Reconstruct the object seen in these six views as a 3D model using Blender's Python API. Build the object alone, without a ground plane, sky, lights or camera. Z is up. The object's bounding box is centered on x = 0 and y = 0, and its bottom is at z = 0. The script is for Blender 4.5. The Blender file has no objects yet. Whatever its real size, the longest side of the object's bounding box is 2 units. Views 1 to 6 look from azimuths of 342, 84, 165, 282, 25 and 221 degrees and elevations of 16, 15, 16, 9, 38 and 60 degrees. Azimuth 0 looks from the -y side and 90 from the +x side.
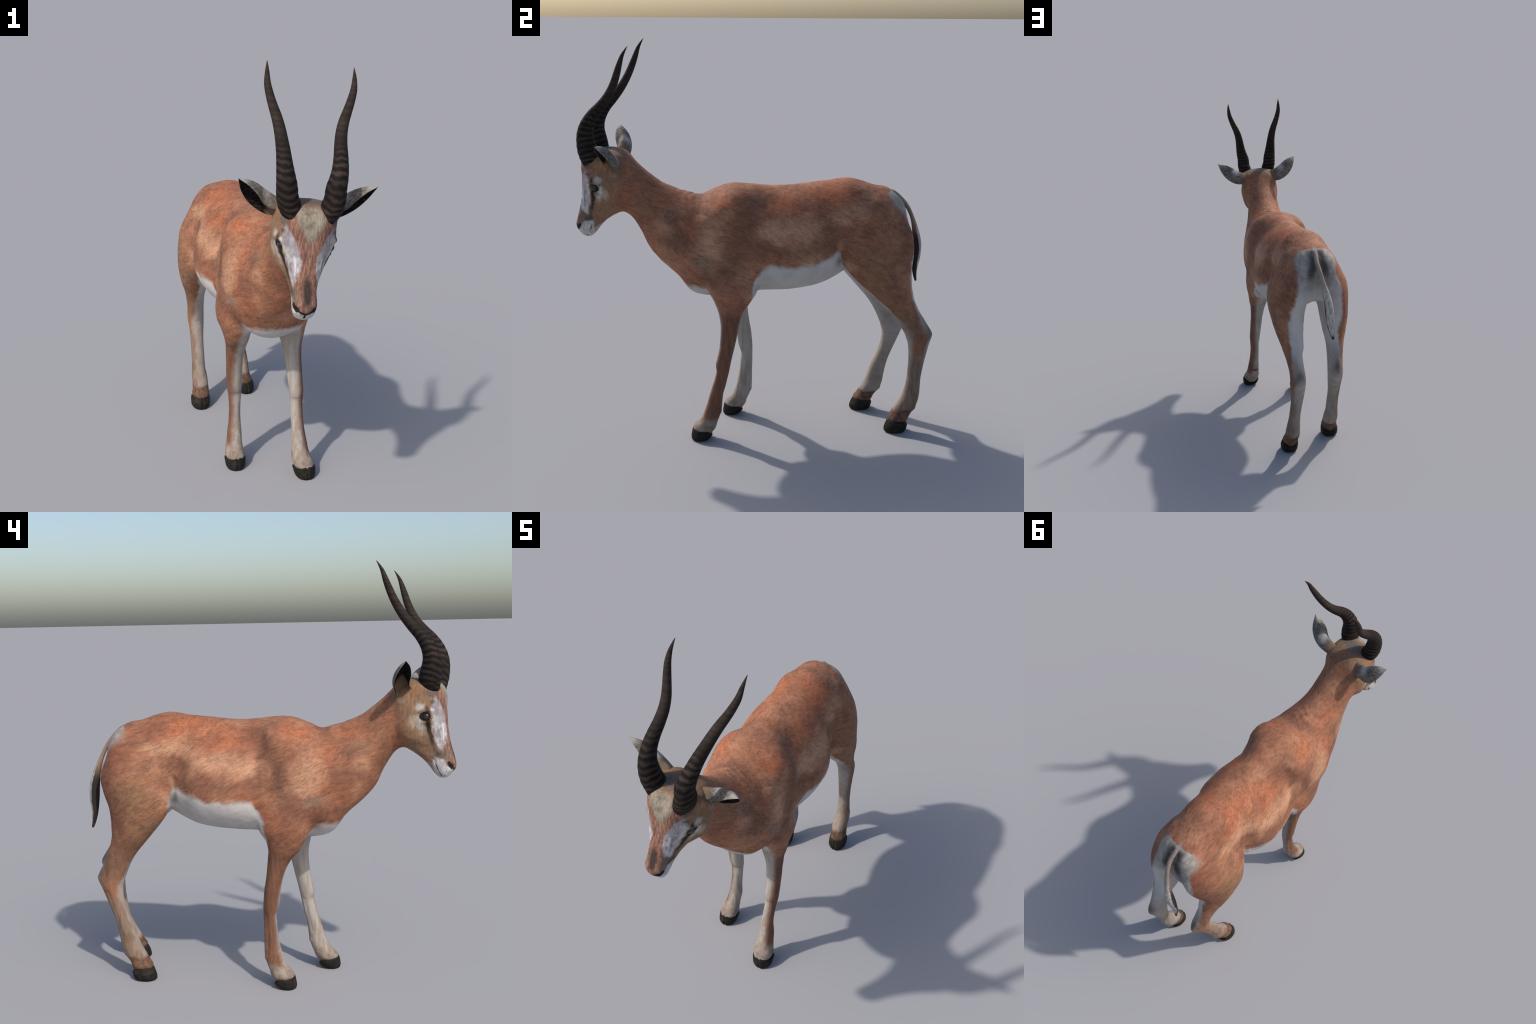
import bpy, bmesh, math
import numpy as np
from mathutils import Vector, kdtree
from mathutils.bvhtree import BVHTree

np.random.seed(7)
scene = bpy.context.scene

# ---------------------------------------------------------------- helpers
def spline(keys, n, closed=False):
    """Centripetal-ish Catmull-Rom through key rows, n samples (even in key arc length)."""
    K = np.asarray(keys, float)
    m = len(K)
    if closed:
        Q = np.vstack([K[-1], K, K[0], K[1]])
        segs = m
    else:
        Q = np.vstack([2 * K[0] - K[1], K, 2 * K[-1] - K[-2]])
        segs = m - 1
    out = []
    t = np.linspace(0, segs, n, endpoint=not closed)
    i = np.minimum(t.astype(int), segs - 1)
    u = (t - i)[:, None]
    p0, p1, p2, p3 = Q[i], Q[i + 1], Q[i + 2], Q[i + 3]
    return 0.5 * ((2 * p1) + (p2 - p0) * u + (2 * p0 - 5 * p1 + 4 * p2 - p3) * u ** 2 + (3 * p1 - p0 - 3 * p2 + p3) * u ** 3)


def even(ring, n):
    """Resample a closed ring at equal arc length, keeping its first point."""
    P = np.vstack([ring, ring[:1]])
    s = np.r_[0, np.cumsum(np.linalg.norm(np.diff(P, axis=0), axis=1))]
    t = np.linspace(0, s[-1], n, endpoint=False)
    return np.stack([np.interp(t, s, P[:, k]) for k in range(P.shape[1])], 1)


def mesh_from_rings(name, rings, cap=True):
    """Quads between closed rings of equal length, capped with fans."""
    R = np.asarray(rings, float)
    k, n = R.shape[:2]
    verts = R.reshape(-1, 3)
    faces = []
    for a in range(k - 1):
        for j in range(n):
            j2 = (j + 1) % n
            faces.append((a * n + j, a * n + j2, (a + 1) * n + j2, (a + 1) * n + j))
    if cap:
        c0, c1 = R[0].mean(0), R[-1].mean(0)
        verts = np.vstack([verts, c0, c1])
        b = k * n
        for j in range(n):
            j2 = (j + 1) % n
            faces.append((b, j2, j))
            faces.append((b + 1, (k - 1) * n + j, (k - 1) * n + j2))
    me = bpy.data.meshes.new(name)
    me.from_pydata(verts.tolist(), [], faces)
    bm = bmesh.new()
    bm.from_mesh(me)
    bmesh.ops.recalc_face_normals(bm, faces=bm.faces)
    bm.to_mesh(me)
    bm.free()
    return me


def loft(keyrings, per=8):
    """Smooth loft: Catmull-Rom along the length through key rings."""
    R = np.asarray(keyrings, float)
    k, n = R.shape[:2]
    S = spline(R.reshape(k, -1), (k - 1) * per + 1)
    return S.reshape(-1, n, 3)


def link(name, me, parent=None, mat=None):
    ob = bpy.data.objects.new(name, me)
    scene.collection.objects.link(ob)
    if parent is not None:
        ob.parent = parent
    if mat is not None:
        me.materials.append(mat)
    return ob


def smooth_shade(me):
    me.polygons.foreach_set("use_smooth", [True] * len(me.polygons))


# ---------------------------------------------------------------- head frame
# the head is turned a little to the animal's right and tilted: a = lateral, b = forward, c = up
LAT = np.array([0.98477, -0.15449, -0.07974])
FWD = np.array([-0.15499, -0.98792, 0.0])
UPV = np.array([0.07878, -0.01236, 0.99682])
HO = np.array([0.0, -0.727, 1.545])


def H(a, b, c):
    a, b, c = np.broadcast_arrays(np.asarray(a, float), b, c)
    return HO + a[..., None] * LAT + b[..., None] * FWD + c[..., None] * UPV


# ---------------------------------------------------------------- trunk and neck
N = 128
# each section: x centre, top (y, z), bottom (y, z), half widths at 6, 25, 50, 75, 94 % of the way down
TRUNK = [
    (-.007, (-0.640, 1.450), (-0.735, 1.225), (.056, .096, .104, .084, .040)),
    (-.009, (-0.592, 1.412), (-0.680, 1.174), (.054, .096, .106, .092, .047)),
    (-.007, (-0.548, 1.371), (-0.627, 1.142), (.050, .094, .106, .094, .052)),
    (-.002, (-0.480, 1.317), (-0.583, 1.074), (.049, .098, .117, .105, .058)),
    (0.004, (-0.400, 1.280), (-0.541, 0.986), (.056, .111, .137, .125, .070)),
    (0.008, (-0.335, 1.260), (-0.480, 0.911), (.068, .134, .160, .148, .086)),
    (0.010, (-0.275, 1.249), (-0.400, 0.839), (.086, .162, .184, .170, .098)),
    (0.010, (-0.205, 1.279), (-0.332, 0.751), (.100, .182, .200, .186, .110)),
    (0.010, (-0.130, 1.303), (-0.220, 0.720), (.108, .188, .199, .192, .084)),
    (0.011, (-0.045, 1.300), (-0.110, 0.716), (.094, .174, .200, .190, .096)),
    (0.010, (0.040, 1.290), (0.000, 0.750), (.078, .160, .203, .201, .122)),
    (0.010, (0.150, 1.288), (0.140, 0.758), (.084, .177, .230, .228, .145)),
    (0.010, (0.270, 1.300), (0.270, 0.772), (.083, .175, .231, .229, .142)),
    (0.010, (0.370, 1.310), (0.360, 0.797), (.080, .158, .197, .192, .115)),
    (0.010, (0.460, 1.322), (0.450, 0.842), (.082, .154, .180, .165, .090)),
    (0.010, (0.530, 1.308), (0.540, 0.885), (.080, .148, .175, .155, .080)),
    (0.009, (0.600, 1.285), (0.620, 0.926), (.078, .138, .165, .150, .085)),
    (0.007, (0.665, 1.272), (0.695, 0.938), (.080, .134, .156, .142, .086)),
    (0.006, (0.713, 1.246), (0.740, 0.962), (.074, .120, .140, .126, .070)),
    (0.006, (0.748, 1.206), (0.762, 0.990), (.054, .094, .110, .096, .050)),
    (0.006, (0.766, 1.162), (0.772, 1.030), (.028, .048, .058, .050, .026)),
]


def trunk_ring(x, T, B, w):
    T, B = np.array(T), np.array(B)
    ts = [.06, .25, .50, .75, .94]
    pts = [(0.0, 0.0)] + list(zip(w, ts)) + [(0.0, 1.0)] + [(-a, t) for a, t in zip(w[::-1], ts[::-1])]
    c = even(spline(pts, 240, closed=True), N)
    yz = T + (B - T) * c[:, 1:2]
    return np.column_stack([x + c[:, 0], yz])


trunk = mesh_from_rings("trunk", loft([trunk_ring(*s) for s in TRUNK], 6))

# ---------------------------------------------------------------- head: level slices, half outline front to back
HEAD = [  # c, half outline (a, b) from the front mid-line to the back mid-line
    (-.068, [(0, .050), (.03, .050), (.052, .025), (.045, -.015), (.025, -.035), (0, -.040)]),
    (-.077, [(0, .080), (.05, .084), (.088, .035), (.080, -.025), (.045, -.062), (0, -.070)]),
    (-.092, [(0, .104), (.06, .106), (.106, .048), (.106, -.020), (.072, -.078), (0, -.092)]),
    (-.115, [(0, .121), (.06, .120), (.112, .062), (.119, -.012), (.090, -.088), (0, -.115)]),
    (-.150, [(0, .131), (.058, .127), (.107, .078), (.121, .000), (.111, -.085), (0, -.140)]),
    (-.200, [(0, .134), (.054, .128), (.103, .086), (.121, .030), (.121, -.070), (0, -.150)]),
    (-.240, [(0, .139), (.048, .132), (.092, .094), (.114, .045), (.122, -.060), (0, -.150)]),
    (-.290, [(0, .144), (.041, .137), (.073, .104), (.096, .045), (.115, -.055), (0, -.145)]),
    (-.335, [(0, .152), (.036, .146), (.058, .112), (.078, .055), (.096, -.045), (0, -.115)]),
    (-.370, [(0, .162), (.034, .155), (.050, .122), (.062, .065), (.060, -.025), (0, -.080)]),
    (-.400, [(0, .172), (.034, .163), (.046, .130), (.052, .080), (.045, .015), (0, -.018)]),
    (-.425, [(0, .180), (.036, .169), (.047, .138), (.048, .095), (.036, .042), (0, .022)]),
    (-.450, [(0, .185), (.037, .173), (.049, .145), (.046, .108), (.033, .068), (0, .050)]),
    (-.472, [(0, .183), (.034, .171), (.047, .148), (.044, .116), (.030, .085), (0, .070)]),
    (-.492, [(0, .168), (.029, .160), (.041, .143), (.038, .119), (.024, .096), (0, .085)]),
    (-.508, [(0, .155), (.021, .149), (.030, .138), (.027, .122), (.017, .108), (0, .100)]),
    (-.518, [(0, .140), (.009, .137), (.013, .131), (.011, .124), (.007, .118), (0, .115)]),
]


def head_ring(c, half):
    pts = half + [(-a, b) for a, b in half[-2:0:-1]]
    r = even(spline(pts, 240, closed=True), N)
    return H(r[:, 0], r[:, 1], np.full(len(r), c))


head = mesh_from_rings("head", loft([head_ring(*s) for s in HEAD], 6))

# ---------------------------------------------------------------- limbs: level slices  z, y front, y back, x outer, x inner, back narrowing
FORE_L = [
    (1.290, -.155, -.075, .090, .030, 0), (1.262, -.195, -.045, .145, .040, 0), (1.20, -.235, -.035, .196, .050, 0), (1.12, -.270, -.034, .206, .060, 0),
    (1.02, -.300, -.030, .207, .060, 0), (.93, -.305, -.020, .211, .060, 0), (.85, -.285, -.004, .221, .064, 0),
    (.78, -.252, -.006, .226, .078, 0), (.73, -.226, -.038, .216, .088, 0),
    (.68, -.207, -.069, .211, .092, .1), (.64, -.198, -.087, .202, .105, .1), (.60, -.193, -.097, .201, .114, .1),
    (.56, -.194, -.107, .200, .121, .1), (.52, -.197, -.116, .202, .124, .1), (.48, -.202, -.125, .202, .128, .1),
    (.44, -.210, -.135, .203, .131, .1), (.40, -.220, -.144, .203, .134, .1), (.36, -.217, -.152, .201, .138, .1),
    (.32, -.226, -.161, .197, .137, .1), (.28, -.238, -.170, .196, .135, .1), (.24, -.251, -.182, .197, .134, .1),
    (.20, -.263, -.187, .201, .133, .1), (.16, -.276, -.191, .207, .132, .1), (.12, -.292, -.201, .212, .129, .1),
    (.095, -.312, -.211, .218, .127, 0), (.078, -.330, -.217, .223, .127, 0), (.058, -.340, -.224, .227, .130, 0), (.030, -.325, -.245, .212, .146, 0),
]
FORE_R = [
    (1.290, -.145, -.060, -.065, -.005, 0), (1.262, -.185, -.030, -.122, -.015, 0), (1.20, -.220, -.020, -.174, -.025, 0), (1.12, -.265, -.016, -.190, -.035, 0),
    (1.02, -.295, -.011, -.196, -.035, 0), (.93, -.300, .002, -.204, -.035, 0), (.85, -.275, .010, -.212, -.038, 0),
    (.78, -.240, .000, -.207, -.046, 0), (.73, -.220, -.030, -.188, -.052, 0),
    (.68, -.190, -.041, -.172, -.058, .1), (.64, -.156, -.038, -.161, -.062, .1), (.60, -.130, -.034, -.156, -.067, .1),
    (.56, -.114, -.030, -.153, -.070, .1), (.52, -.104, -.024, -.150, -.070, .1), (.48, -.096, -.017, -.148, -.069, .1),
    (.44, -.091, -.013, -.144, -.069, .1), (.40, -.085, -.010, -.141, -.069, .1), (.36, -.072, -.010, -.136, -.069, .1),
    (.32, -.074, -.010, -.133, -.072, .1), (.28, -.077, -.011, -.132, -.074, .1), (.24, -.082, -.012, -.134, -.075, .1),
    (.20, -.090, -.012, -.136, -.074, .1), (.16, -.100, -.014, -.141, -.072, .1), (.12, -.114, -.024, -.148, -.074, .1),
    (.095, -.133, -.035, -.155, -.073, 0), (.078, -.151, -.041, -.161, -.072, 0), (.058, -.161, -.047, -.163, -.070, 0), (.030, -.146, -.068, -.150, -.084, 0),
]
HIND_L = [
    (1.250, .520, .655, .115, .020, 0), (1.20, .465, .705, .165, .020, .2), (1.12, .432, .760, .207, .020, .45),
    (1.03, .415, .786, .247, .026, .45), (.95, .412, .785, .260, .040, .48), (.88, .440, .778, .260, .058, .45),
    (.82, .495, .780, .255, .070, .42), (.77, .550, .784, .245, .080, .4), (.72, .600, .796, .233, .087, .38),
    (.68, .642, .813, .222, .093, .35), (.64, .683, .833, .213, .106, .4), (.60, .711, .859, .205, .109, .45),
    (.56, .738, .884, .200, .109, .45), (.525, .759, .903, .199, .108, .40), (.50, .768, .899, .199, .108, .35),
    (.48, .776, .892, .198, .108, .3), (.44, .782, .881, .196, .113, .2), (.40, .784, .871, .196, .118, .15),
    (.36, .783, .862, .195, .124, .1), (.32, .780, .854, .198, .129, .1), (.28, .775, .848, .201, .132, .1),
    (.24, .768, .846, .206, .134, .1), (.20, .755, .843, .212, .135, .1), (.16, .734, .836, .215, .132, .1),
    (.12, .708, .820, .214, .128, .1), (.09, .692, .797, .219, .132, 0), (.07, .680, .787, .224, .132, 0), (.045, .684, .775, .216, .142, 0), (.020, .690, .765, .205, .155, 0),
]
HIND_R = [
    (1.250, .510, .645, -.090, .000, 0), (1.20, .460, .695, -.140, .000, .2), (1.12, .425, .756, -.180, .000, .45),
    (1.03, .408, .784, -.221, -.006, .45), (.95, .405, .765, -.236, -.030, .48), (.88, .428, .736, -.240, -.052, .45),
    (.82, .462, .727, -.234, -.060, .42), (.77, .503, .727, -.222, -.064, .4), (.72, .547, .732, -.206, -.066, .38),
    (.68, .582, .743, -.189, -.071, .35), (.64, .615, .760, -.176, -.073, .4), (.60, .642, .779, -.166, -.070, .45),
    (.56, .663, .800, -.157, -.067, .45), (.515, .682, .824, -.152, -.062, .40), (.49, .690, .820, -.151, -.061, .35),
    (.47, .696, .810, -.150, -.061, .3), (.44, .699, .796, -.148, -.062, .2), (.40, .695, .779, -.145, -.066, .15),
    (.36, .685, .762, -.144, -.070, .1), (.32, .671, .746, -.144, -.072, .1), (.28, .653, .733, -.145, -.073, .1),
    (.24, .638, .724, -.146, -.074, .1), (.20, .624, .717, -.148, -.073, .1), (.16, .609, .710, -.151, -.066, .1),
    (.12, .585, .693, -.152, -.066, .1), (.09, .567, .668, -.156, -.067, 0), (.07, .554, .659, -.163, -.067, 0), (.045, .558, .648, -.154, -.080, 0), (.020, .565, .638, -.145, -.092, 0),
]
M = 72


def limb_ring(z, yf, yb, xo, xi, k, n=M, p=0.9):
    th = np.linspace(0, 2 * np.pi, n, endpoint=False)
    cx, cy = np.cos(th), np.sin(th)
    cx = np.sign(cx) * np.abs(cx) ** p
    cy = np.sign(cy) * np.abs(cy) ** p
    nar = 1 - k * np.clip(cy, 0, 1) ** 1.5
    if z > .66:
        nar = np.where(np.cos(th) > 0, nar, 1.0)
    return np.column_stack([(xo + xi) / 2 + (xo - xi) / 2 * cx * nar, (yf + yb) / 2 + (yb - yf) / 2 * cy, np.full(n, z)])


limbs = [mesh_from_rings("limb", loft([limb_ring(*s) for s in T], 4)) for T in (FORE_L, FORE_R, HIND_L, HIND_R)]

# ---------------------------------------------------------------- one smooth body surface
parts = [trunk, head] + limbs
bm = bmesh.new()
for me in parts:
    bm.from_mesh(me)
body_me = bpy.data.meshes.new("body")
bm.to_mesh(body_me)
bm.free()
body = link("body_build", body_me)
VOX = 0.0045
mod = body.modifiers.new("r", "REMESH")
mod.mode = "VOXEL"
mod.voxel_size = VOX
dg = bpy.context.evaluated_depsgraph_get()
ev = body.evaluated_get(dg)
body_me2 = bpy.data.meshes.new_from_object(ev)
bpy.data.objects.remove(body)

nv = len(body_me2.vertices)
V = np.empty(nv * 3)
body_me2.vertices.foreach_get("co", V)
V = V.reshape(-1, 3)
ne = len(body_me2.edges)
Eg = np.empty(ne * 2, int)
body_me2.edges.foreach_get("vertices", Eg)
Eg = Eg.reshape(-1, 2)
deg = np.bincount(Eg.ravel(), minlength=nv).astype(float)


def lap(V):
    S = np.stack([np.bincount(Eg[:, 0], V[Eg[:, 1], k], nv) + np.bincount(Eg[:, 1], V[Eg[:, 0], k], nv) for k in range(3)], 1)
    return S / deg[:, None] - V


# smoothing is strongest where two parts run into each other
trees = [BVHTree.FromPolygons([v.co for v in me.vertices], [tuple(p.vertices) for p in me.polygons]) for me in parts]
near = np.full((len(trees), nv), 1.0)
RAD = 0.035
for t, tree in enumerate(trees):
    for i in range(nv):
        r = tree.find_nearest(V[i], RAD)
        if r[0] is not None:
            near[t, i] = r[3]
second = np.sort(near, axis=0)[1]
wj = np.clip(1 - second / RAD, 0, 1)
for _ in range(10):
    wj = wj + 0.5 * ((np.bincount(Eg[:, 0], wj[Eg[:, 1]], nv) + np.bincount(Eg[:, 1], wj[Eg[:, 0]], nv)) / deg - wj)
wj = np.clip(wj * 1.6, 0, 1)[:, None]
for _ in range(80):
    V = V + 0.55 * wj * lap(V)
for _ in range(4):
    V = V + 0.5 * lap(V)
    V = V - 0.52 * lap(V)


# ---------------------------------------------------------------- relief on the body surface (done along normals)
body_me2.vertices.foreach_set("co", V.ravel())
body_me2.update()


def normals(me):
    a = np.empty(len(me.vertices) * 3)
    me.vertex_normals.foreach_get("vector", a)
    return a.reshape(-1, 3)


def head_coords(P):
    d = P - HO
    return d @ LAT, d @ FWD, d @ UPV


def bump(P, c, r):
    d = (P - np.asarray(c)) / np.asarray(r)
    return np.exp(-np.sum(d * d, 1))


def ridge(P, a, b, r):
    A, B = np.array(a), np.array(b)
    d = B - A
    t = np.clip((P - A) @ d / (d @ d), 0, 1)
    q = np.linalg.norm(P - A - t[:, None] * d, axis=1) / r
    return np.exp(-q * q)


Nn = normals(body_me2)
ha, hb, hc = head_coords(V)
HP = np.column_stack([np.abs(ha), hb, hc])
disp = np.zeros(nv)
# eye socket, brow ridge, cheek groove, nostril, mouth line
disp += -.007 * bump(HP, (.108, .062, -.238), (.02, .024, .018))
disp += .008 * bump(HP, (.110, .066, -.210), (.025, .034, .011))
disp += .004 * bump(HP, (.106, .058, -.266), (.025, .026, .009))
disp += .005 * bump(HP, (.095, .092, -.225), (.02, .012, .03))
disp += -.004 * bump(HP, (.085, .095, -.285), (.02, .02, .03))
disp += .004 * bump(HP, (.098, -.03, -.30), (.03, .045, .04))
disp += -.007 * bump(HP, (.036, .170, -.461), (.011, .011, .007))
disp += .003 * bump(HP, (.030, .176, -.445), (.012, .012, .008))
disp += -.004 * ridge(HP, (.020, .135, -.512), (.046, .092, -.432), .005)

SP = np.column_stack([np.abs(V[:, 0] - .010), V[:, 1], V[:, 2]])
disp += .006 * bump(SP, (.12, .46, 1.27), (.05, .05, .05))  # hip bone
disp += -.006 * bump(SP, (.18, .37, 1.08), (.06, .05, .08))  # hollow of the flank
disp += -.004 * ridge(SP, (.20, .57, 1.12), (.22, .64, .86), .022)  # between the thigh muscles
disp += .004 * ridge(SP, (.22, .50, 1.08), (.24, .50, .88), .045)
disp += -.006 * ridge(SP, (.17, .005, 1.20), (.19, .000, .88), .030)  # behind the shoulder
disp += .002 * ridge(SP, (.13, -.12, 1.26), (.19, -.25, .97), .028)  # blade
disp += -.012 * ridge(V, (.006, .770, 1.16), (.010, .740, .95), .024)  # cleft under the tail
disp += -.007 * ridge(SP, (.16, .395, .90), (.19, .40, 1.02), .018)  # skin fold before the thigh
disp += .005 * ridge(SP, (.18, .425, .89), (.20, .43, 1.02), .020)
disp += -.004 * ridge(SP, (.14, -.30, 1.17), (.15, -.37, .96), .025)  # before the shoulder
disp += .004 * bump(SP, (.15, -.31, .90), (.05, .05, .05))
disp += -.004 * ridge(SP, (.10, -.50, 1.20), (.11, -.42, 1.00), .020)  # jugular groove
fold = np.exp(-((SP[:, 0] - .0) / .11) ** 2 - ((V[:, 1] + .335) / .05) ** 2) * (V[:, 2] > 1.12)
disp += -.0011 * fold * np.cos(2 * np.pi * (V[:, 1] + .4 * SP[:, 0] + .02 * np.sin(30 * V[:, 0])) / .038)  # folds at the base of the neck
for (x0, y0, z0), (x1, y1, z1) in [((.200, -.170, .36), (.198, -.212, .20)), ((.136, -.170, .36), (.134, -.212, .20)), ((-.134, -.028, .36), (-.138, -.035, .20)), ((-.070, -.028, .36), (-.074, -.035, .20)),
                                   ((.196, .835, .44), (.204, .822, .22)), ((.115, .835, .44), (.134, .822, .22)), ((-.148, .760, .44), (-.147, .698, .22)), ((-.064, .760, .44), (-.073, .698, .22)),
                                   ((.197, .850, .62), (.197, .850, .53)), ((-.157, .770, .62), (-.152, .770, .53))]:
    disp += -.004 * ridge(V, (x0, y0, z0), (x1, y1, z1), .011)  # tendon grooves
for cx, cy, cz in [(.150, -.196, .145), (.190, -.196, .145), (-.090, -.018, .145), (-.128, -.018, .145), (.152, .818, .125), (.192, .818, .125), (-.090, .694, .125), (-.128, .694, .125)]:
    disp += .005 * bump(V, (cx, cy, cz), (.014, .014, .014))  # dew claws
from mathutils import noise as mnoise
lump = np.array([mnoise.noise((p[0] * 16, p[1] * 16, p[2] * 16)) + .5 * mnoise.noise((p[0] * 40, p[1] * 40, p[2] * 40)) for p in V])
disp += .0016 * lump * np.clip((V[:, 2] - .55) / .2, .25, 1)
V = V + Nn * disp[:, None]
body_me2.vertices.foreach_set("co", V.ravel())
body_me2.update()

# ---------------------------------------------------------------- horn centre line, shared by its mesh and its colour rings
HORN = [  # a, b, c, lateral radius, depth radius
    (.058, .060, -.145, .030, .040), (.067, .068, -.114, .0375, .048), (.082, .073, -.080, .0445, .050), (.0925, .080, -.045, .043, .0485), (.096, .0855, 0, .041, .043),
    (.103, .0805, .04, .0365, .0375), (.1085, .064, .08, .032, .0325), (.112, .036, .12, .0285, .0280), (.116, -.002, .16, .0257, .0240),
    (.1225, -.0355, .20, .0237, .0212), (.1335, -.0615, .24, .0215, .0195), (.1485, -.082, .28, .0188, .0178), (.162, -.0985, .32, .0165, .0162),
    (.172, -.1135, .36, .0138, .0132), (.1745, -.129, .40, .0092, .0085), (.1745, -.148, .432, .0035, .0032), (.1745, -.158, .444, .0006, .0006),
]
_hs = spline(np.array(HORN), 260)
_hl = np.r_[0, np.cumsum(np.linalg.norm(np.diff(_hs[:, :3], axis=0), axis=1))]
_ht = np.gradient(_hs[:, :3], axis=0)
_ht /= np.linalg.norm(_ht, axis=1)[:, None]
RING0, RING_DIP = .0275, .016  # ring spacing at the base, dip of each ring on the front

# ---------------------------------------------------------------- materials
class Nodes:
    """Small helper to write shader maths as expressions."""

    def __init__(self, name):
        self.m = bpy.data.materials.new(name)
        self.m.use_nodes = True
        self.t = self.m.node_tree
        self.bsdf = self.t.nodes["Principled BSDF"]
        co = self.t.nodes.new("ShaderNodeTexCoord")
        self.P = co.outputs["Object"]
        sep = self.t.nodes.new("ShaderNodeSeparateXYZ")
        self.wire(self.P, sep.inputs[0])
        self.x, self.y, self.z = sep.outputs

    def wire(self, a, sock):
        if isinstance(a, bpy.types.NodeSocket):
            self.t.links.new(a, sock)
        elif isinstance(a, (tuple, list, np.ndarray)):
            v = [float(q) for q in a]
            sock.default_value = v + [1.0] if len(sock.default_value) == 4 and len(v) == 3 else v
        else:
            sock.default_value = float(a)

    def math(self, op, a, b=0.0, c=None, clamp=False):
        n = self.t.nodes.new("ShaderNodeMath")
        n.operation = op
        n.use_clamp = clamp
        self.wire(a, n.inputs[0])
        self.wire(b, n.inputs[1])
        if c is not None:
            self.wire(c, n.inputs[2])
        return n.outputs[0]

    def add(self, a, b): return self.math("ADD", a, b)
    def sub(self, a, b): return self.math("SUBTRACT", a, b)
    def mul(self, a, b): return self.math("MULTIPLY", a, b)
    def mn(self, a, b): return self.math("MINIMUM", a, b)
    def mx(self, a, b): return self.math("MAXIMUM", a, b)
    def abs(self, a): return self.math("ABSOLUTE", a)

    def dot(self, a, v):
        n = self.t.nodes.new("ShaderNodeVectorMath")
        n.operation = "DOT_PRODUCT"
        self.wire(a, n.inputs[0])
        self.wire(v, n.inputs[1])
        return n.outputs["Value"]

    def vec(self, op, a, b):
        n = self.t.nodes.new("ShaderNodeVectorMath")
        n.operation = op
        self.wire(a, n.inputs[0])
        self.wire(b, n.inputs[1])
        return n.outputs["Value"] if op in ("DISTANCE", "DOT_PRODUCT") else n.outputs[0]

    def length(self, a):
        n = self.t.nodes.new("ShaderNodeVectorMath")
        n.operation = "LENGTH"
        self.wire(a, n.inputs[0])
        return n.outputs["Value"]

    def xyz(self, x, y, z):
        n = self.t.nodes.new("ShaderNodeCombineXYZ")
        for s, v in zip(n.inputs, (x, y, z)):
            self.wire(v, s)
        return n.outputs[0]

    def step(self, v, lo, hi):
        """0 below lo, 1 above hi, smooth between (lo > hi reverses)."""
        n = self.t.nodes.new("ShaderNodeMapRange")
        n.interpolation_type = "SMOOTHSTEP"
        flip = lo > hi
        if flip:
            lo, hi = hi, lo
        self.wire(v, n.inputs[0])
        n.inputs[1].default_value, n.inputs[2].default_value = lo, hi
        n.inputs[3].default_value, n.inputs[4].default_value = (1, 0) if flip else (0, 1)
        return n.outputs[0]

    def mix(self, f, a, b):
        n = self.t.nodes.new("ShaderNodeMix")
        n.data_type = "RGBA"
        self.wire(f, n.inputs[0])
        self.wire(a, n.inputs[6])
        self.wire(b, n.inputs[7])
        return n.outputs[2]

    def scale(self, col, f):
        n = self.t.nodes.new("ShaderNodeVectorMath")
        n.operation = "SCALE"
        self.wire(col, n.inputs[0])
        self.wire(f, n.inputs[3])
        return n.outputs[0]

    def noise(self, scale, detail=3, rough=.55, vec=None, stretch=None, rot=(0, 0, 0), colour=False):
        v = self.P if vec is None else vec
        if stretch is not None:
            mp = self.t.nodes.new("ShaderNodeMapping")
            self.wire(v, mp.inputs[0])
            mp.inputs["Rotation"].default_value = rot
            mp.inputs["Scale"].default_value = stretch
            v = mp.outputs[0]
        n = self.t.nodes.new("ShaderNodeTexNoise")
        self.wire(v, n.inputs["Vector"])
        n.inputs["Scale"].default_value = scale
        n.inputs["Detail"].default_value = detail
        n.inputs["Roughness"].default_value = rough
        return n.outputs["Color"] if colour else n.outputs["Fac"]

    def curve(self, v, pts, lo, hi, olo, ohi):
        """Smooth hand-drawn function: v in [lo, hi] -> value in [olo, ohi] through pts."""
        r = self.t.nodes.new("ShaderNodeMapRange")
        self.wire(v, r.inputs[0])
        r.inputs[1].default_value, r.inputs[2].default_value = lo, hi
        c = self.t.nodes.new("ShaderNodeFloatCurve")
        self.wire(r.outputs[0], c.inputs["Value"])
        cm = c.mapping.curves[0]
        while len(cm.points) < len(pts):
            cm.points.new(.5, .5)
        for q, (a, b) in zip(cm.points, sorted(pts)):
            q.location = ((a - lo) / (hi - lo), (b - olo) / (ohi - olo))
        c.mapping.update()
        return self.add(self.mul(c.outputs[0], ohi - olo), olo)

    def blob(self, vec, centre, radii, inner=.25, rot=None):
        mp = self.t.nodes.new("ShaderNodeMapping")
        mp.vector_type = "TEXTURE"
        self.wire(vec, mp.inputs[0])
        mp.inputs["Location"].default_value = centre
        if rot:
            mp.inputs["Rotation"].default_value = rot
        mp.inputs["Scale"].default_value = (radii,) * 3 if isinstance(radii, (int, float)) else radii
        return self.step(self.length(mp.outputs[0]), 1.0, inner)

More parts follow.
